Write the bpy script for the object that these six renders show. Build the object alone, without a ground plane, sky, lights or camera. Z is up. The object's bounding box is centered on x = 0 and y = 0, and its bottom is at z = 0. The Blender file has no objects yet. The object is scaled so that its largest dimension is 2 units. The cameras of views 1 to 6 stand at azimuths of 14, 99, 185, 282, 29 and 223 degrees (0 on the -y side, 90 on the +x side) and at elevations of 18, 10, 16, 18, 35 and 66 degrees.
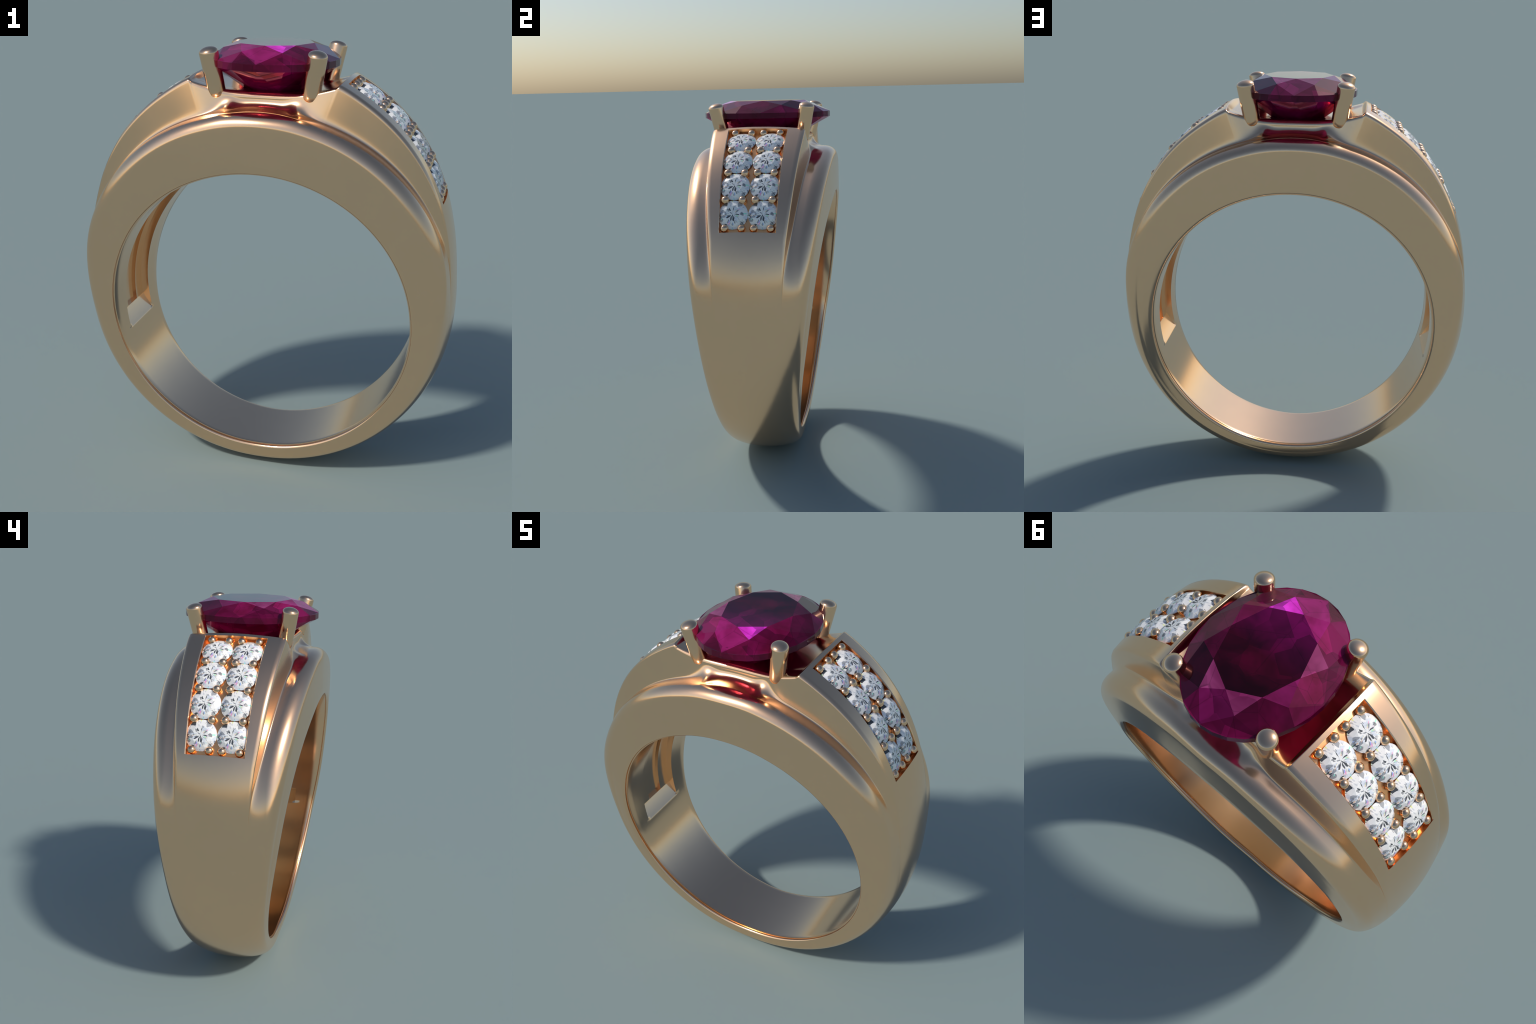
import bpy, math, random
from mathutils import Vector, Matrix

random.seed(7)
SCENE = bpy.context.scene

# ------------------------------------------------------------------ helpers
def sstep(a, b, x):
    t = max(0.0, min(1.0, (x - a) / (b - a)))
    return t * t * (3 - 2 * t)


def lerp(a, b, t):
    return a + (b - a) * t


def curve(points):
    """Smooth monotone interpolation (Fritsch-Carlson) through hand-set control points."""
    xs = [p[0] for p in points]
    ys = [p[1] for p in points]
    n = len(xs)
    d = [(ys[i + 1] - ys[i]) / (xs[i + 1] - xs[i]) for i in range(n - 1)]
    m = [d[0]] + [0.0 if d[i - 1] * d[i] <= 0 else 2 * d[i - 1] * d[i] / (d[i - 1] + d[i]) for i in range(1, n - 1)] + [d[-1]]

    def f(x):
        if x <= xs[0]:
            return ys[0]
        if x >= xs[-1]:
            return ys[-1]
        i = 0
        while x > xs[i + 1]:
            i += 1
        h = xs[i + 1] - xs[i]
        t = (x - xs[i]) / h
        return (ys[i] * (1 + 2 * t) * (1 - t) ** 2 + m[i] * h * t * (1 - t) ** 2
                + ys[i + 1] * t * t * (3 - 2 * t) + m[i + 1] * h * t * t * (t - 1))
    return f


def smoothed(f, width):
    """The same profile with its second derivative evened out, for clean reflections."""
    taps = [(k * width / 4, math.exp(-k * k / 6.0)) for k in range(-4, 5)]
    total = sum(w for _, w in taps)
    memo = {}

    def g(x):
        if x not in memo:
            memo[x] = sum(w * f(-180 - x - d if x + d < -90 else 180 - x - d if x + d > 90 else x + d) for d, w in taps) / total
        return memo[x]
    return g


def mesh_object(name, verts, faces, materials, parent, smooth_angle=None, slots=None):
    me = bpy.data.meshes.new(name)
    me.from_pydata(verts, [], faces)
    me.update()
    for m in materials:
        me.materials.append(m)
    if slots:
        for p, s in zip(me.polygons, slots):
            p.material_index = s
    if smooth_angle is not None:
        for p in me.polygons:
            p.use_smooth = True
        me.set_sharp_from_angle(angle=math.radians(smooth_angle))
    ob = bpy.data.objects.new(name, me)
    SCENE.collection.objects.link(ob)
    ob.parent = parent
    return ob


class Nodes:
    """Tiny node-tree builder."""
    def __init__(self, name):
        self.mat = bpy.data.materials.new(name)
        self.mat.use_nodes = True
        self.t = self.mat.node_tree
        self.bsdf = self.t.nodes["Principled BSDF"]
        self.out = self.t.nodes["Material Output"]

    def new(self, kind, **props):
        n = self.t.nodes.new(kind)
        for k, v in props.items():
            setattr(n, k, v)
        return n

    def link(self, a, b):
        self.t.links.new(a, b)

    def math(self, op, a, b=None, c=None):
        n = self.new("ShaderNodeMath", operation=op)
        for i, v in enumerate((a, b, c)):
            if v is None:
                continue
            if isinstance(v, (int, float)):
                n.inputs[i].default_value = v
            else:
                self.link(v, n.inputs[i])
        return n.outputs[0]

    def ramp(self, fac, stops, interp="LINEAR"):
        n = self.new("ShaderNodeValToRGB")
        n.color_ramp.interpolation = interp
        e = n.color_ramp.elements
        while len(e) < len(stops):
            e.new(0.5)
        for el, (pos, col) in zip(e, stops):
            el.position = pos
            el.color = (*col, 1)
        self.link(fac, n.inputs[0])
        return n.outputs[0]

    def mix(self, fac, a, b, blend="MIX"):
        n = self.new("ShaderNodeMix", data_type="RGBA", blend_type=blend)
        for sock, v in ((n.inputs[0], fac), (n.inputs[6], a), (n.inputs[7], b)):
            if isinstance(v, (int, float)):
                sock.default_value = v
            elif isinstance(v, tuple):
                sock.default_value = (*v, 1)
            else:
                self.link(v, sock)
        return n.outputs[2]

    def set(self, **kw):
        for k, v in kw.items():
            s = self.bsdf.inputs[k.replace("_", " ")]
            if isinstance(v, (int, float)):
                s.default_value = v
            elif isinstance(v, tuple):
                s.default_value = (*v, 1)
            else:
                self.link(v, s)


# ---------------------------------------------------------------- materials
GOLD = (0.97, 0.64, 0.40)


def gold_material(name="polished_rose_gold", GOLD=GOLD, rough_base=0.16):
    n = Nodes(name)
    tc = n.new("ShaderNodeTexCoord")
    noise = n.new("ShaderNodeTexNoise")
    noise.inputs["Scale"].default_value = 9.0
    noise.inputs["Detail"].default_value = 3.0
    n.link(tc.outputs["Object"], noise.inputs["Vector"])
    col = n.ramp(noise.outputs["Fac"], [(0.3, (GOLD[0] * 0.985, GOLD[1] * 0.985, GOLD[2] * 0.985)), (0.7, GOLD)])
    rough = n.math("MULTIPLY_ADD", noise.outputs["Fac"], 0.02, rough_base)
    n.set(Base_Color=col, Metallic=1.0, Roughness=rough)
    return n.mat


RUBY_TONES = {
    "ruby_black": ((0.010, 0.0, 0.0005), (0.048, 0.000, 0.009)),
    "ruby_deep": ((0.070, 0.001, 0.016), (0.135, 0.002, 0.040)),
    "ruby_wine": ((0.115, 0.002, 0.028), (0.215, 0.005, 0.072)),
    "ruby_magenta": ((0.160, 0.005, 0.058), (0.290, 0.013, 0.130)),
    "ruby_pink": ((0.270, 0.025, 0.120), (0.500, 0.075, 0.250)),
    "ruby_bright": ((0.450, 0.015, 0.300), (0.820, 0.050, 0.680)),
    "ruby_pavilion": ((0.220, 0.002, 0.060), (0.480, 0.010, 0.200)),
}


def ruby_material(name):
    """Purple-red stone: each facet tone is cloudy and crossed by fine healed cracks."""
    lo, hi = RUBY_TONES[name]
    n = Nodes(name)
    tc = n.new("ShaderNodeTexCoord")
    cloud = n.new("ShaderNodeTexNoise")
    cloud.inputs["Scale"].default_value = 7.0
    cloud.inputs["Detail"].default_value = 4.0
    cloud.inputs["Distortion"].default_value = 0.6
    n.link(tc.outputs["Object"], cloud.inputs["Vector"])
    col = n.ramp(cloud.outputs["Fac"], [(0.35, lo), (0.65, hi)])
    if name == "ruby_black":                 # the table colour turns magenta toward the front edge
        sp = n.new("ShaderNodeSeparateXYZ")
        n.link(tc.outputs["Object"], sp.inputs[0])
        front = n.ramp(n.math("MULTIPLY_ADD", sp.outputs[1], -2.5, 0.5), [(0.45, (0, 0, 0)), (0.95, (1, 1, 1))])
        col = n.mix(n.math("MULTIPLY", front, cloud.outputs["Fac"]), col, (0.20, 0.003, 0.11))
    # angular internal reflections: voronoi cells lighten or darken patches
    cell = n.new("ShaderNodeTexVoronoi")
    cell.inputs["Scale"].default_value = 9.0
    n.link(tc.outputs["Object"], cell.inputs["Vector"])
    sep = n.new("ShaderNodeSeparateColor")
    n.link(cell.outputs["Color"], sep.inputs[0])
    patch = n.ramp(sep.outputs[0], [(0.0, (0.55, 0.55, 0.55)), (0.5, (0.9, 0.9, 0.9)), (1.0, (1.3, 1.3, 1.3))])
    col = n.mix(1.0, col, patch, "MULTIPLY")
    # healed fractures: thin darker veins between large distorted cells
    crack = n.new("ShaderNodeTexVoronoi", feature="DISTANCE_TO_EDGE")
    crack.inputs["Scale"].default_value = 6.0
    n.link(tc.outputs["Object"], crack.inputs["Vector"])
    vein = n.ramp(crack.outputs["Distance"], [(0.0, (0.45, 0.45, 0.45)), (0.012, (1, 1, 1))])
    col = n.mix(0.6, col, vein, "MULTIPLY")
    n.set(Base_Color=col, Metallic=0.5 if name == "ruby_pavilion" else 0.0, Roughness=0.02, IOR=1.77 if name == "ruby_pavilion" else 1.5)
    n.bsdf.inputs["Specular Tint"].default_value = (1.0, 0.45, 0.62, 1)
    return n.mat


def diamond_material():
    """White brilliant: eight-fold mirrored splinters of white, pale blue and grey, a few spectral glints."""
    n = Nodes("white_diamond")
    tc = n.new("ShaderNodeTexCoord")
    sep = n.new("ShaderNodeSeparateXYZ")
    n.link(tc.outputs["Object"], sep.inputs[0])
    x, y = sep.outputs[0], sep.outputs[1]
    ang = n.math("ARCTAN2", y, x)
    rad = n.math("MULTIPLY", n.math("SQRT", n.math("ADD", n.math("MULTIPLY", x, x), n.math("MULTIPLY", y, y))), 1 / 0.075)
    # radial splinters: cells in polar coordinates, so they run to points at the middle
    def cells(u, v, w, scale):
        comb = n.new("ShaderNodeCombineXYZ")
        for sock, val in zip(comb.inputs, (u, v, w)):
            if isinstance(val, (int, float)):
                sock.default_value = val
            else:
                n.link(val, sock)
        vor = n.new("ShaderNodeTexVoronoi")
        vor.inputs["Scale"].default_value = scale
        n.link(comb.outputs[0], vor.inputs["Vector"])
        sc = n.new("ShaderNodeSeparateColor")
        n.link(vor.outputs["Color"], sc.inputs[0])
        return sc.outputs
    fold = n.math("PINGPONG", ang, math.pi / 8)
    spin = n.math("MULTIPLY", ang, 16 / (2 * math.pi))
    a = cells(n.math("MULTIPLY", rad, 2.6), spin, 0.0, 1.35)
    col = n.ramp(a[0], [(0.0, (0.08, 0.085, 0.09)), (0.08, (0.40, 0.41, 0.43)), (0.20, (0.82, 0.85, 0.90)), (0.30, (1.0, 0.975, 0.93))], "CONSTANT")  # white warmed to offset the blue skylight
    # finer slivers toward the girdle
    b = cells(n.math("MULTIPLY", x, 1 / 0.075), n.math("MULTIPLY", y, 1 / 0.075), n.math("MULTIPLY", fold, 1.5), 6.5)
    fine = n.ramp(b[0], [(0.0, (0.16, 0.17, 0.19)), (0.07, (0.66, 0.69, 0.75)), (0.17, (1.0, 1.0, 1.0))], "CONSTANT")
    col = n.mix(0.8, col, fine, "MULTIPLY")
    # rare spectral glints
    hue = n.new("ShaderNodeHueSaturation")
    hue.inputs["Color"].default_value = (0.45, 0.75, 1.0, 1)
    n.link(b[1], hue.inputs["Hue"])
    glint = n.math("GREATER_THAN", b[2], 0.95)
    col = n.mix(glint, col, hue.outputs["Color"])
    n.set(Base_Color=col, Metallic=0.0, Roughness=0.06, IOR=1.7)
    return n.mat


gold = gold_material()
bounce_tinted_gold = gold_material("gold_tinted_for_bounce", (1.0, 0.50, 0.22), 0.30)      # pocket floor, same gold, colour pushed orange for light bouncing between the walls
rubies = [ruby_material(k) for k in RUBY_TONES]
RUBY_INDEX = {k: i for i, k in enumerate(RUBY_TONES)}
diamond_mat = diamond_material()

# -------------------------------------------------------------- the band
ring = bpy.data.objects.new("ring", None)
SCENE.collection.objects.link(ring)
ring["label"] = "rose gold ring with oval ruby and diamond shoulders"
ring["category"] = "ring"

CZ = 0.86                      # polar centre of the outer profiles
IN_Z, IN_R = 0.805, 0.682        # finger hole
DEG = math.pi / 180

# radius of the raised middle (shoulder) against angle above the horizontal
# (an arch about z = 1.12 above 33 degrees, running out into the round band below)
shoulder_r = smoothed(curve([(-90, .857), (-30, .857), (0, .8565), (6.7, .8575), (13.4, .8648), (18, .8748), (22.5, .8868), (28.9, .9085),
                             (33.2, .9255), (40, .951), (50, .9885), (60, 1.0205), (66, 1.0375), (72, 1.0550), (90, 1.075)]), 4)
# radius at the foot of the shoulder wall, where the side rail begins
foot_r = smoothed(curve([(-90, .853), (-30, .853), (-10, .848), (6, .847), (14, .850), (20, .856), (27, .863), (44, .875), (60, .881), (90, .883)]), 8)
# radius where the rail turns into the flat side face
corner_r = smoothed(curve([(-90, .786), (-60, .782), (-30, .772), (0, .760), (30, .791), (45, .809), (65, .823), (90, .828)]), 6)
# half width of the band against angle, at the finger hole and at the corner of the rail
width_in = smoothed(curve([(-90, .192), (-60, .207), (-30, .243), (0, .296), (22, .328), (44, .357), (70, .383), (90, .390)]), 6)
width_out = smoothed(curve([(-90, .186), (-60, .204), (-30, .234), (0, .279), (22, .316), (44, .349), (70, .377), (90, .388)]), 6)
# half width of the raised middle against angle
crest_y = smoothed(curve([(-90, .075), (-40, .13), (0, .165), (25, .189), (33, .200), (43.7, .217), (63, .241), (72, .249), (90, .249)]), 6)

POCKET_LO, POCKET_HI = 33.2, 70.6      # diamond pocket, angles
pocket_y = curve([(33.2, .141), (70.6, .155)])
POCKET_DEPTH = 0.028
GAP_X = 0.324                          # inner ends of the two shoulders


def gap_weight(phi):
    """1 inside the gap that holds the big stone, 0 on the shoulders."""
    x = abs(0.978 / math.tan(max(1.0, phi) * DEG))
    return 1 - sstep(0.308, GAP_X, x), x


def inner_radius(phi, big_r):
    d = CZ - IN_Z
    c, s = math.cos(phi * DEG), math.sin(phi * DEG)
    return -d * s + math.sqrt(big_r ** 2 - (d * c) ** 2)


def half_profile(phi):
    """Half cross-section at angle phi, from the outer middle round to the inner middle: (y, r) pairs."""
    c, s = math.cos(phi * DEG), math.sin(phi * DEG)
    rc, rf, rk = shoulder_r(phi), foot_r(phi), corner_r(phi)
    g, gx = gap_weight(phi) if phi > 45 else (0.0, 1.0)
    yc = crest_y(phi)
    gw = 1 - sstep(0.13, 0.31, gx)                            # the wall flares gradually into the bridge
    yc = lerp(yc, lerp(0.230, 0.240, sstep(0.0, 0.22, gx)), gw)
    yf = yc + lerp(lerp(0.080, 0.055, sstep(10, 34, phi)), 0.080, gw)
    rf = min(rf, rc - 0.0005)
    in_pocket = POCKET_LO < phi < POCKET_HI
    yp = pocket_y(phi) if phi > 20 else lerp(yc * 0.75, 0.141, sstep(-20, 20, phi))
    yp = min(yp, yc * 0.8)
    crown = 0.010 * sstep(-60, 10, phi) + 0.006

    def top(y):
        r = rc + crown * (1 - (y / yc) ** 2) - crown * 0.5
        if g > 0:
            floor = 1.804 + 0.042 * (min(gx, GAP_X) / GAP_X) ** 4
            lip = 1.808 + 0.042 * (min(gx, 0.325) / 0.325) ** 3
            z = lerp(floor, lip, sstep(0.13, 0.19, abs(y)))
            r = lerp(r, (z - CZ) / s, g)
        return r

    pts = []
    # pocket / middle of the shoulder
    depth = POCKET_DEPTH if in_pocket else 0.0
    for i in range(9):
        y = (yp - 0.0006) * i / 8
        pts.append((y, top(y) - depth))
    pts.append((yp, top(yp) - (0.004 if in_pocket else 0)))
    pts.append((yp + 0.004, top(yp + 0.004)))
    # rim up to the crest, with a small rounded edge
    H = max(0.0, top(yc) - rf)
    rho = min(lerp(0.014, 0.022, gw), 0.35 * H + 1e-4)
    ya = yp + 0.004
    for i in range(1, 7):
        y = lerp(ya, yc - rho, i / 6)
        pts.append((y, top(y)))
    for i in range(1, 6):
        a = i / 6 * math.pi / 2
        pts.append((yc - rho + rho * math.sin(a), top(yc) - rho * (1 - math.cos(a))))
    # wall of the shoulder running out in a fillet onto the rail
    r0 = top(yc) - rho
    e = lerp(lerp(2.2, 9.0, sstep(14, 38, phi)), 4.2 - 1.8 * sstep(0.08, 0.2, gx), gw)
    for i in range(1, 23):
        a = i / 22 * math.pi / 2
        drop = math.cos(a) ** e
        lean = 0.26 * (1 - gw) * sstep(14, 38, phi)
        pts.append((yc + (yf - yc) * lerp(math.sin(a) ** e, 1 - drop, lean), rf + (r0 - rf) * drop))
    # rail: convex to the side face
    f = width_out(phi)
    fi = width_in(phi)
    p = 2.0
    for i in range(1, 19):
        a = i / 18 * math.pi / 2
        pts.append((yf + (f - yf) * math.sin(a) ** (2 / p), rk + (rf - rk) * math.cos(a) ** (2 / p)))
    # lower half: the outside swells into one dome across the whole width
    dome = 1 - sstep(-12, 26, phi)
    if dome > 0:
        pts = [(y, lerp(r, rk + (rc - rk) * max(0.0, 1 - (y / f) ** 2.1) ** (1 / 2.1), dome)) for y, r in pts]
    # flat side face down to the finger hole, rounded edge, hairline groove and raised lining
    ri = inner_radius(phi, IN_R)
    rb = inner_radius(phi, IN_R + 0.018)
    for i in range(1, 7):
        r = lerp(rk, rb, i / 6)
        pts.append((lerp(f, fi, (i / 6) ** 0.8), r))
    rg = inner_radius(phi, IN_R + 0.005)
    for i in range(1, 5):
        a = i / 4 * math.pi / 2
        pts.append((fi - 0.011 * (1 - math.cos(a)), rb + (rg - rb) * math.sin(a)))
    for dy, dr in ((0.0130, 0.0085), (0.0150, 0.0085), (0.0165, 0.001), (0.020, 0.0)):
        pts.append((fi - dy, inner_radius(phi, IN_R + dr)))
    # stepped hollow behind each shoulder
    d1 = 0.034 * min(1.0, (phi + 19.5) / 7) if -19.5 < phi < 66 else 0.0
    d2 = 0.018 if -12.5 < phi < 62 else 0.0
    y1, y2 = min(0.142, fi - 0.03), 0.055
    for i in range(1, 4):
        pts.append((lerp(fi - 0.020, y1 + 0.002, i / 3), ri))
    for i in range(5):
        pts.append((lerp(y1, y2 + 0.002, i / 4), inner_radius(phi, IN_R + d1)))
    for i in range(5):
        pts.append((lerp(y2, 0, i / 4), inner_radius(phi, IN_R + d1 + d2)))
    return pts


def angle_rows():
    rows = set()
    a = -90.0
    while a <= 90.0001:
        rows.add(round(a, 3))
        a += 1.0 if a < 14.5 else 0.5 if a < 66 else 0.1 if a < 76 else 0.4
    for edge in (POCKET_LO, POCKET_HI, -19.5, 62, 66, -12.5):
        rows |= {round(edge - 0.03, 3), round(edge + 0.03, 3)}
    rows |= {-90.0, 90.0}
    return sorted(rows)


def build_band():
    right = angle_rows()
    sweep = [(p, 1) for p in right] + [(p, -1) for p in reversed(right[1:-1])]
    verts, faces, slots = [], [], []
    cache = {p: half_profile(p) for p in right}
    K = len(cache[right[0]])
    L = 2 * K - 2
    for p, side in sweep:
        c, s = math.cos(p * DEG) * side, math.sin(p * DEG)
        prof = cache[p]
        loop = [(y, r) for y, r in prof] + [(-y, r) for y, r in reversed(prof[1:-1])]
        verts += [(r * c, y, CZ + r * s) for y, r in loop]
    n = len(sweep)
    for i in range(n):
        j = (i + 1) % n
        for k in range(L):
            m = (k + 1) % L
            faces.append((i * L + k, i * L + m, j * L + m, j * L + k))
            floor = (k < 9 or k >= L - 9) and all(POCKET_LO - 0.1 < sweep[q][0] < POCKET_HI + 0.1 for q in (i, j))
            slots.append(1 if floor else 0)
    return mesh_object("band", verts, faces, [gold, bounce_tinted_gold], ring, smooth_angle=38, slots=slots)


band = build_band()


# ------------------------------------------------------------- cut stones
def brilliant(sx, sy, k_table, k_star, z_table, z_top, z_bottom, z_culet, k_low=0.5, per=4):
    """Oval brilliant cut. Returns vertices, faces and a (kind, angle) tag for each face."""
    V, F, tag = [], [], []
    ng = 8 * per

    def add(k, deg, z):
        V.append((sx * k * math.sin(deg * DEG), sy * k * math.cos(deg * DEG), z))
        return len(V) - 1

    c = math.cos(22.5 * DEG)
    z_star = lerp(z_table, z_top, (k_star * c - k_table) / (1 - k_table))
    T = [add(k_table, 45 * i, z_table) for i in range(8)]
    S = [add(k_star, 45 * i + 22.5, z_star) for i in range(8)]
    G = [add(1, 360 / ng * i, z_top) for i in range(ng)]
    B = [add(1, 360 / ng * i, z_bottom) for i in range(ng)]
    z_low = lerp(z_bottom, z_culet, (1 - k_low * c))
    Lw = [add(k_low, 45 * i + 22.5, z_low) for i in range(8)]
    C = add(0, 0, z_culet)
    h = per // 2

    def face(ids, kind, deg):
        F.append(ids[::-1])
        tag.append((kind, deg % 360))

    face(T, "table", 0)
    for i in range(8):
        j = (i + 1) % 8
        face([T[i], S[i], T[j]], "star", 45 * i + 22.5)
        face([T[i], S[i - 1], G[per * i], S[i]], "bezel", 45 * i)
        for q, off in ((0, 11), (h, 34)):
            ids = [S[i]] + [G[(per * i + q + u) % ng] for u in range(h + 1)]
            face(ids, "upper", 45 * i + off)
            ids = [Lw[i]] + [B[(per * i + q + u) % ng] for u in range(h, -1, -1)]
            face(ids, "lower", 45 * i + off)
        face([B[per * i], Lw[i - 1], C, Lw[i]], "main", 45 * i)
    for i in range(ng):
        j = (i + 1) % ng
        face([G[i], B[i], B[j], G[j]], "girdle", 360 / ng * i)
    return V, F, tag


def fix_normals(ob):
    import bmesh
    bm = bmesh.new()
    bm.from_mesh(ob.data)
    bmesh.ops.recalc_face_normals(bm, faces=bm.faces)
    bm.to_mesh(ob.data)
    bm.free()


# big oval ruby: angle 0 points to +y, 90 to +x
V, F, tag = brilliant(0.2825, 0.353, 0.597, 0.80, 2.0, 1.937, 1.908, 1.72)
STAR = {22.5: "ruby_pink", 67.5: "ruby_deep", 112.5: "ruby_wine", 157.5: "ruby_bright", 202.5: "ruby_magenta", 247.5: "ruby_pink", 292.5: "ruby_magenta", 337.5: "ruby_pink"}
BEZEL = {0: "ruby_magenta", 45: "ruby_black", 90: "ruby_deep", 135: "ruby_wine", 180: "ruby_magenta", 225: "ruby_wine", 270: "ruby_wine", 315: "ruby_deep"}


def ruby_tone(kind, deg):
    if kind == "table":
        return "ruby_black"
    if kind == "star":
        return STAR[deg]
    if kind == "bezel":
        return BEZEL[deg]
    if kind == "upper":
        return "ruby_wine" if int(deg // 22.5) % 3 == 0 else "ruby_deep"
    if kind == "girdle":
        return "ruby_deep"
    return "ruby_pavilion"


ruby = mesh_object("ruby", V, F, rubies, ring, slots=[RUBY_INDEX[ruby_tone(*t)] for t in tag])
fix_normals(ruby)


# ------------------------------------------------------------------ prongs
def turned(profile, segs):
    """Solid of revolution about z from (radius, z) pairs; closed by single points at radius 0."""
    V, F = [], []
    rings = []
    for r, z in profile:
        if r < 1e-6:
            V.append((0, 0, z))
            rings.append([len(V) - 1])
        else:
            start = len(V)
            V.extend((r * math.cos(2 * math.pi * i / segs), r * math.sin(2 * math.pi * i / segs), z) for i in range(segs))
            rings.append(list(range(start, start + segs)))
    for a, b in zip(rings, rings[1:]):
        for i in range(segs):
            j = (i + 1) % segs
            if len(a) == 1:
                F.append((a[0], b[j], b[i]))
            elif len(b) == 1:
                F.append((a[i], a[j], b[0]))
            else:
                F.append((a[i], a[j], b[j], b[i]))
    return V, F


PR, PLEN = 0.0415, 0.215
prong_profile = [(0, 0), (PR * .55, 0.001), (PR * .82, 0.005), (PR * .9, 0.012), (PR * .93, 0.03), (PR, PLEN - 0.024)]
for i in range(1, 9):
    a = i / 8 * math.pi / 2
    prong_profile.append((PR * math.cos(a) if i < 8 else 0, PLEN - 0.024 + 0.024 * math.sin(a) ** 0.9))
pv, pf = turned(prong_profile, 40)
prong = None
for sx in (1, -1):
    for sy in (1, -1):
        base = Vector((0.201 * sx, 0.212 * sy, 1.782))
        tip = Vector((0.237 * sx, 0.254 * sy, 1.999))
        rot = (tip - base).to_track_quat("Z", "Y").to_matrix().to_4x4()
        if prong is None:
            prong = mesh_object("prong", pv, pf, [gold], ring, smooth_angle=50)
            ob = prong
        else:
            ob = prong.copy()
            SCENE.collection.objects.link(ob)
        ob.matrix_local = Matrix.Translation(base) @ rot

# ------------------------------------------- diamonds and beads on the shoulders
PZ, ROW = 1.12, [57.66, 46.7, 35.5, 24.4]
BEAD_ROW = [63.0, 52.2, 41.1, 29.95, 19.3]
DV, DF, dtag = brilliant(0.0755, 0.0755, 0.56, 0.78, 0.018, 0.0, -0.003, -0.034, per=4)
bead_profile = [(0.0175, -0.05), (0.0185, -0.008)]
for i in range(0, 9):
    a = -0.35 + (math.pi / 2 + 0.35) * i / 8
    bead_profile.append((0.0217 * math.cos(a) if i < 8 else 0, 0.0217 * math.sin(a)))
BV, BF = turned(bead_profile, 24)


def seat(alpha, y, radius, side, spin=0.0):
    """Frame on the shoulder arc: z outward, x across the band, y up the arc."""
    n = Vector((math.cos(alpha * DEG) * side, 0, math.sin(alpha * DEG)))
    up = Vector((-math.sin(alpha * DEG) * side, 0, math.cos(alpha * DEG)))
    right = up.cross(n)
    m = Matrix((right, up, n)).transposed().to_4x4()
    return Matrix.Translation(Vector((0, y, PZ)) + n * radius) @ m @ Matrix.Rotation(spin, 4, "Z")


diamond = bead = None
for side in (1, -1):
    for alpha in ROW:
        for sy in (-1, 1):
            if diamond is None:
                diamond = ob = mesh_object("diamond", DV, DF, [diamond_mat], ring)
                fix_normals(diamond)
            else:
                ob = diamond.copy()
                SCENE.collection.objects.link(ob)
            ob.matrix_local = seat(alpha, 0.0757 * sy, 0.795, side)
    for alpha in BEAD_ROW:
        for yb in (-0.1197, -0.0317, 0.0317, 0.1197):
            if bead is None:
                bead = ob = mesh_object("bead", BV, BF, [gold], ring, smooth_angle=60)
            else:
                ob = bead.copy()
                SCENE.collection.objects.link(ob)
            ob.matrix_local = seat(alpha, yb * (0.97 if alpha < 25 else 1), 0.7975, side)
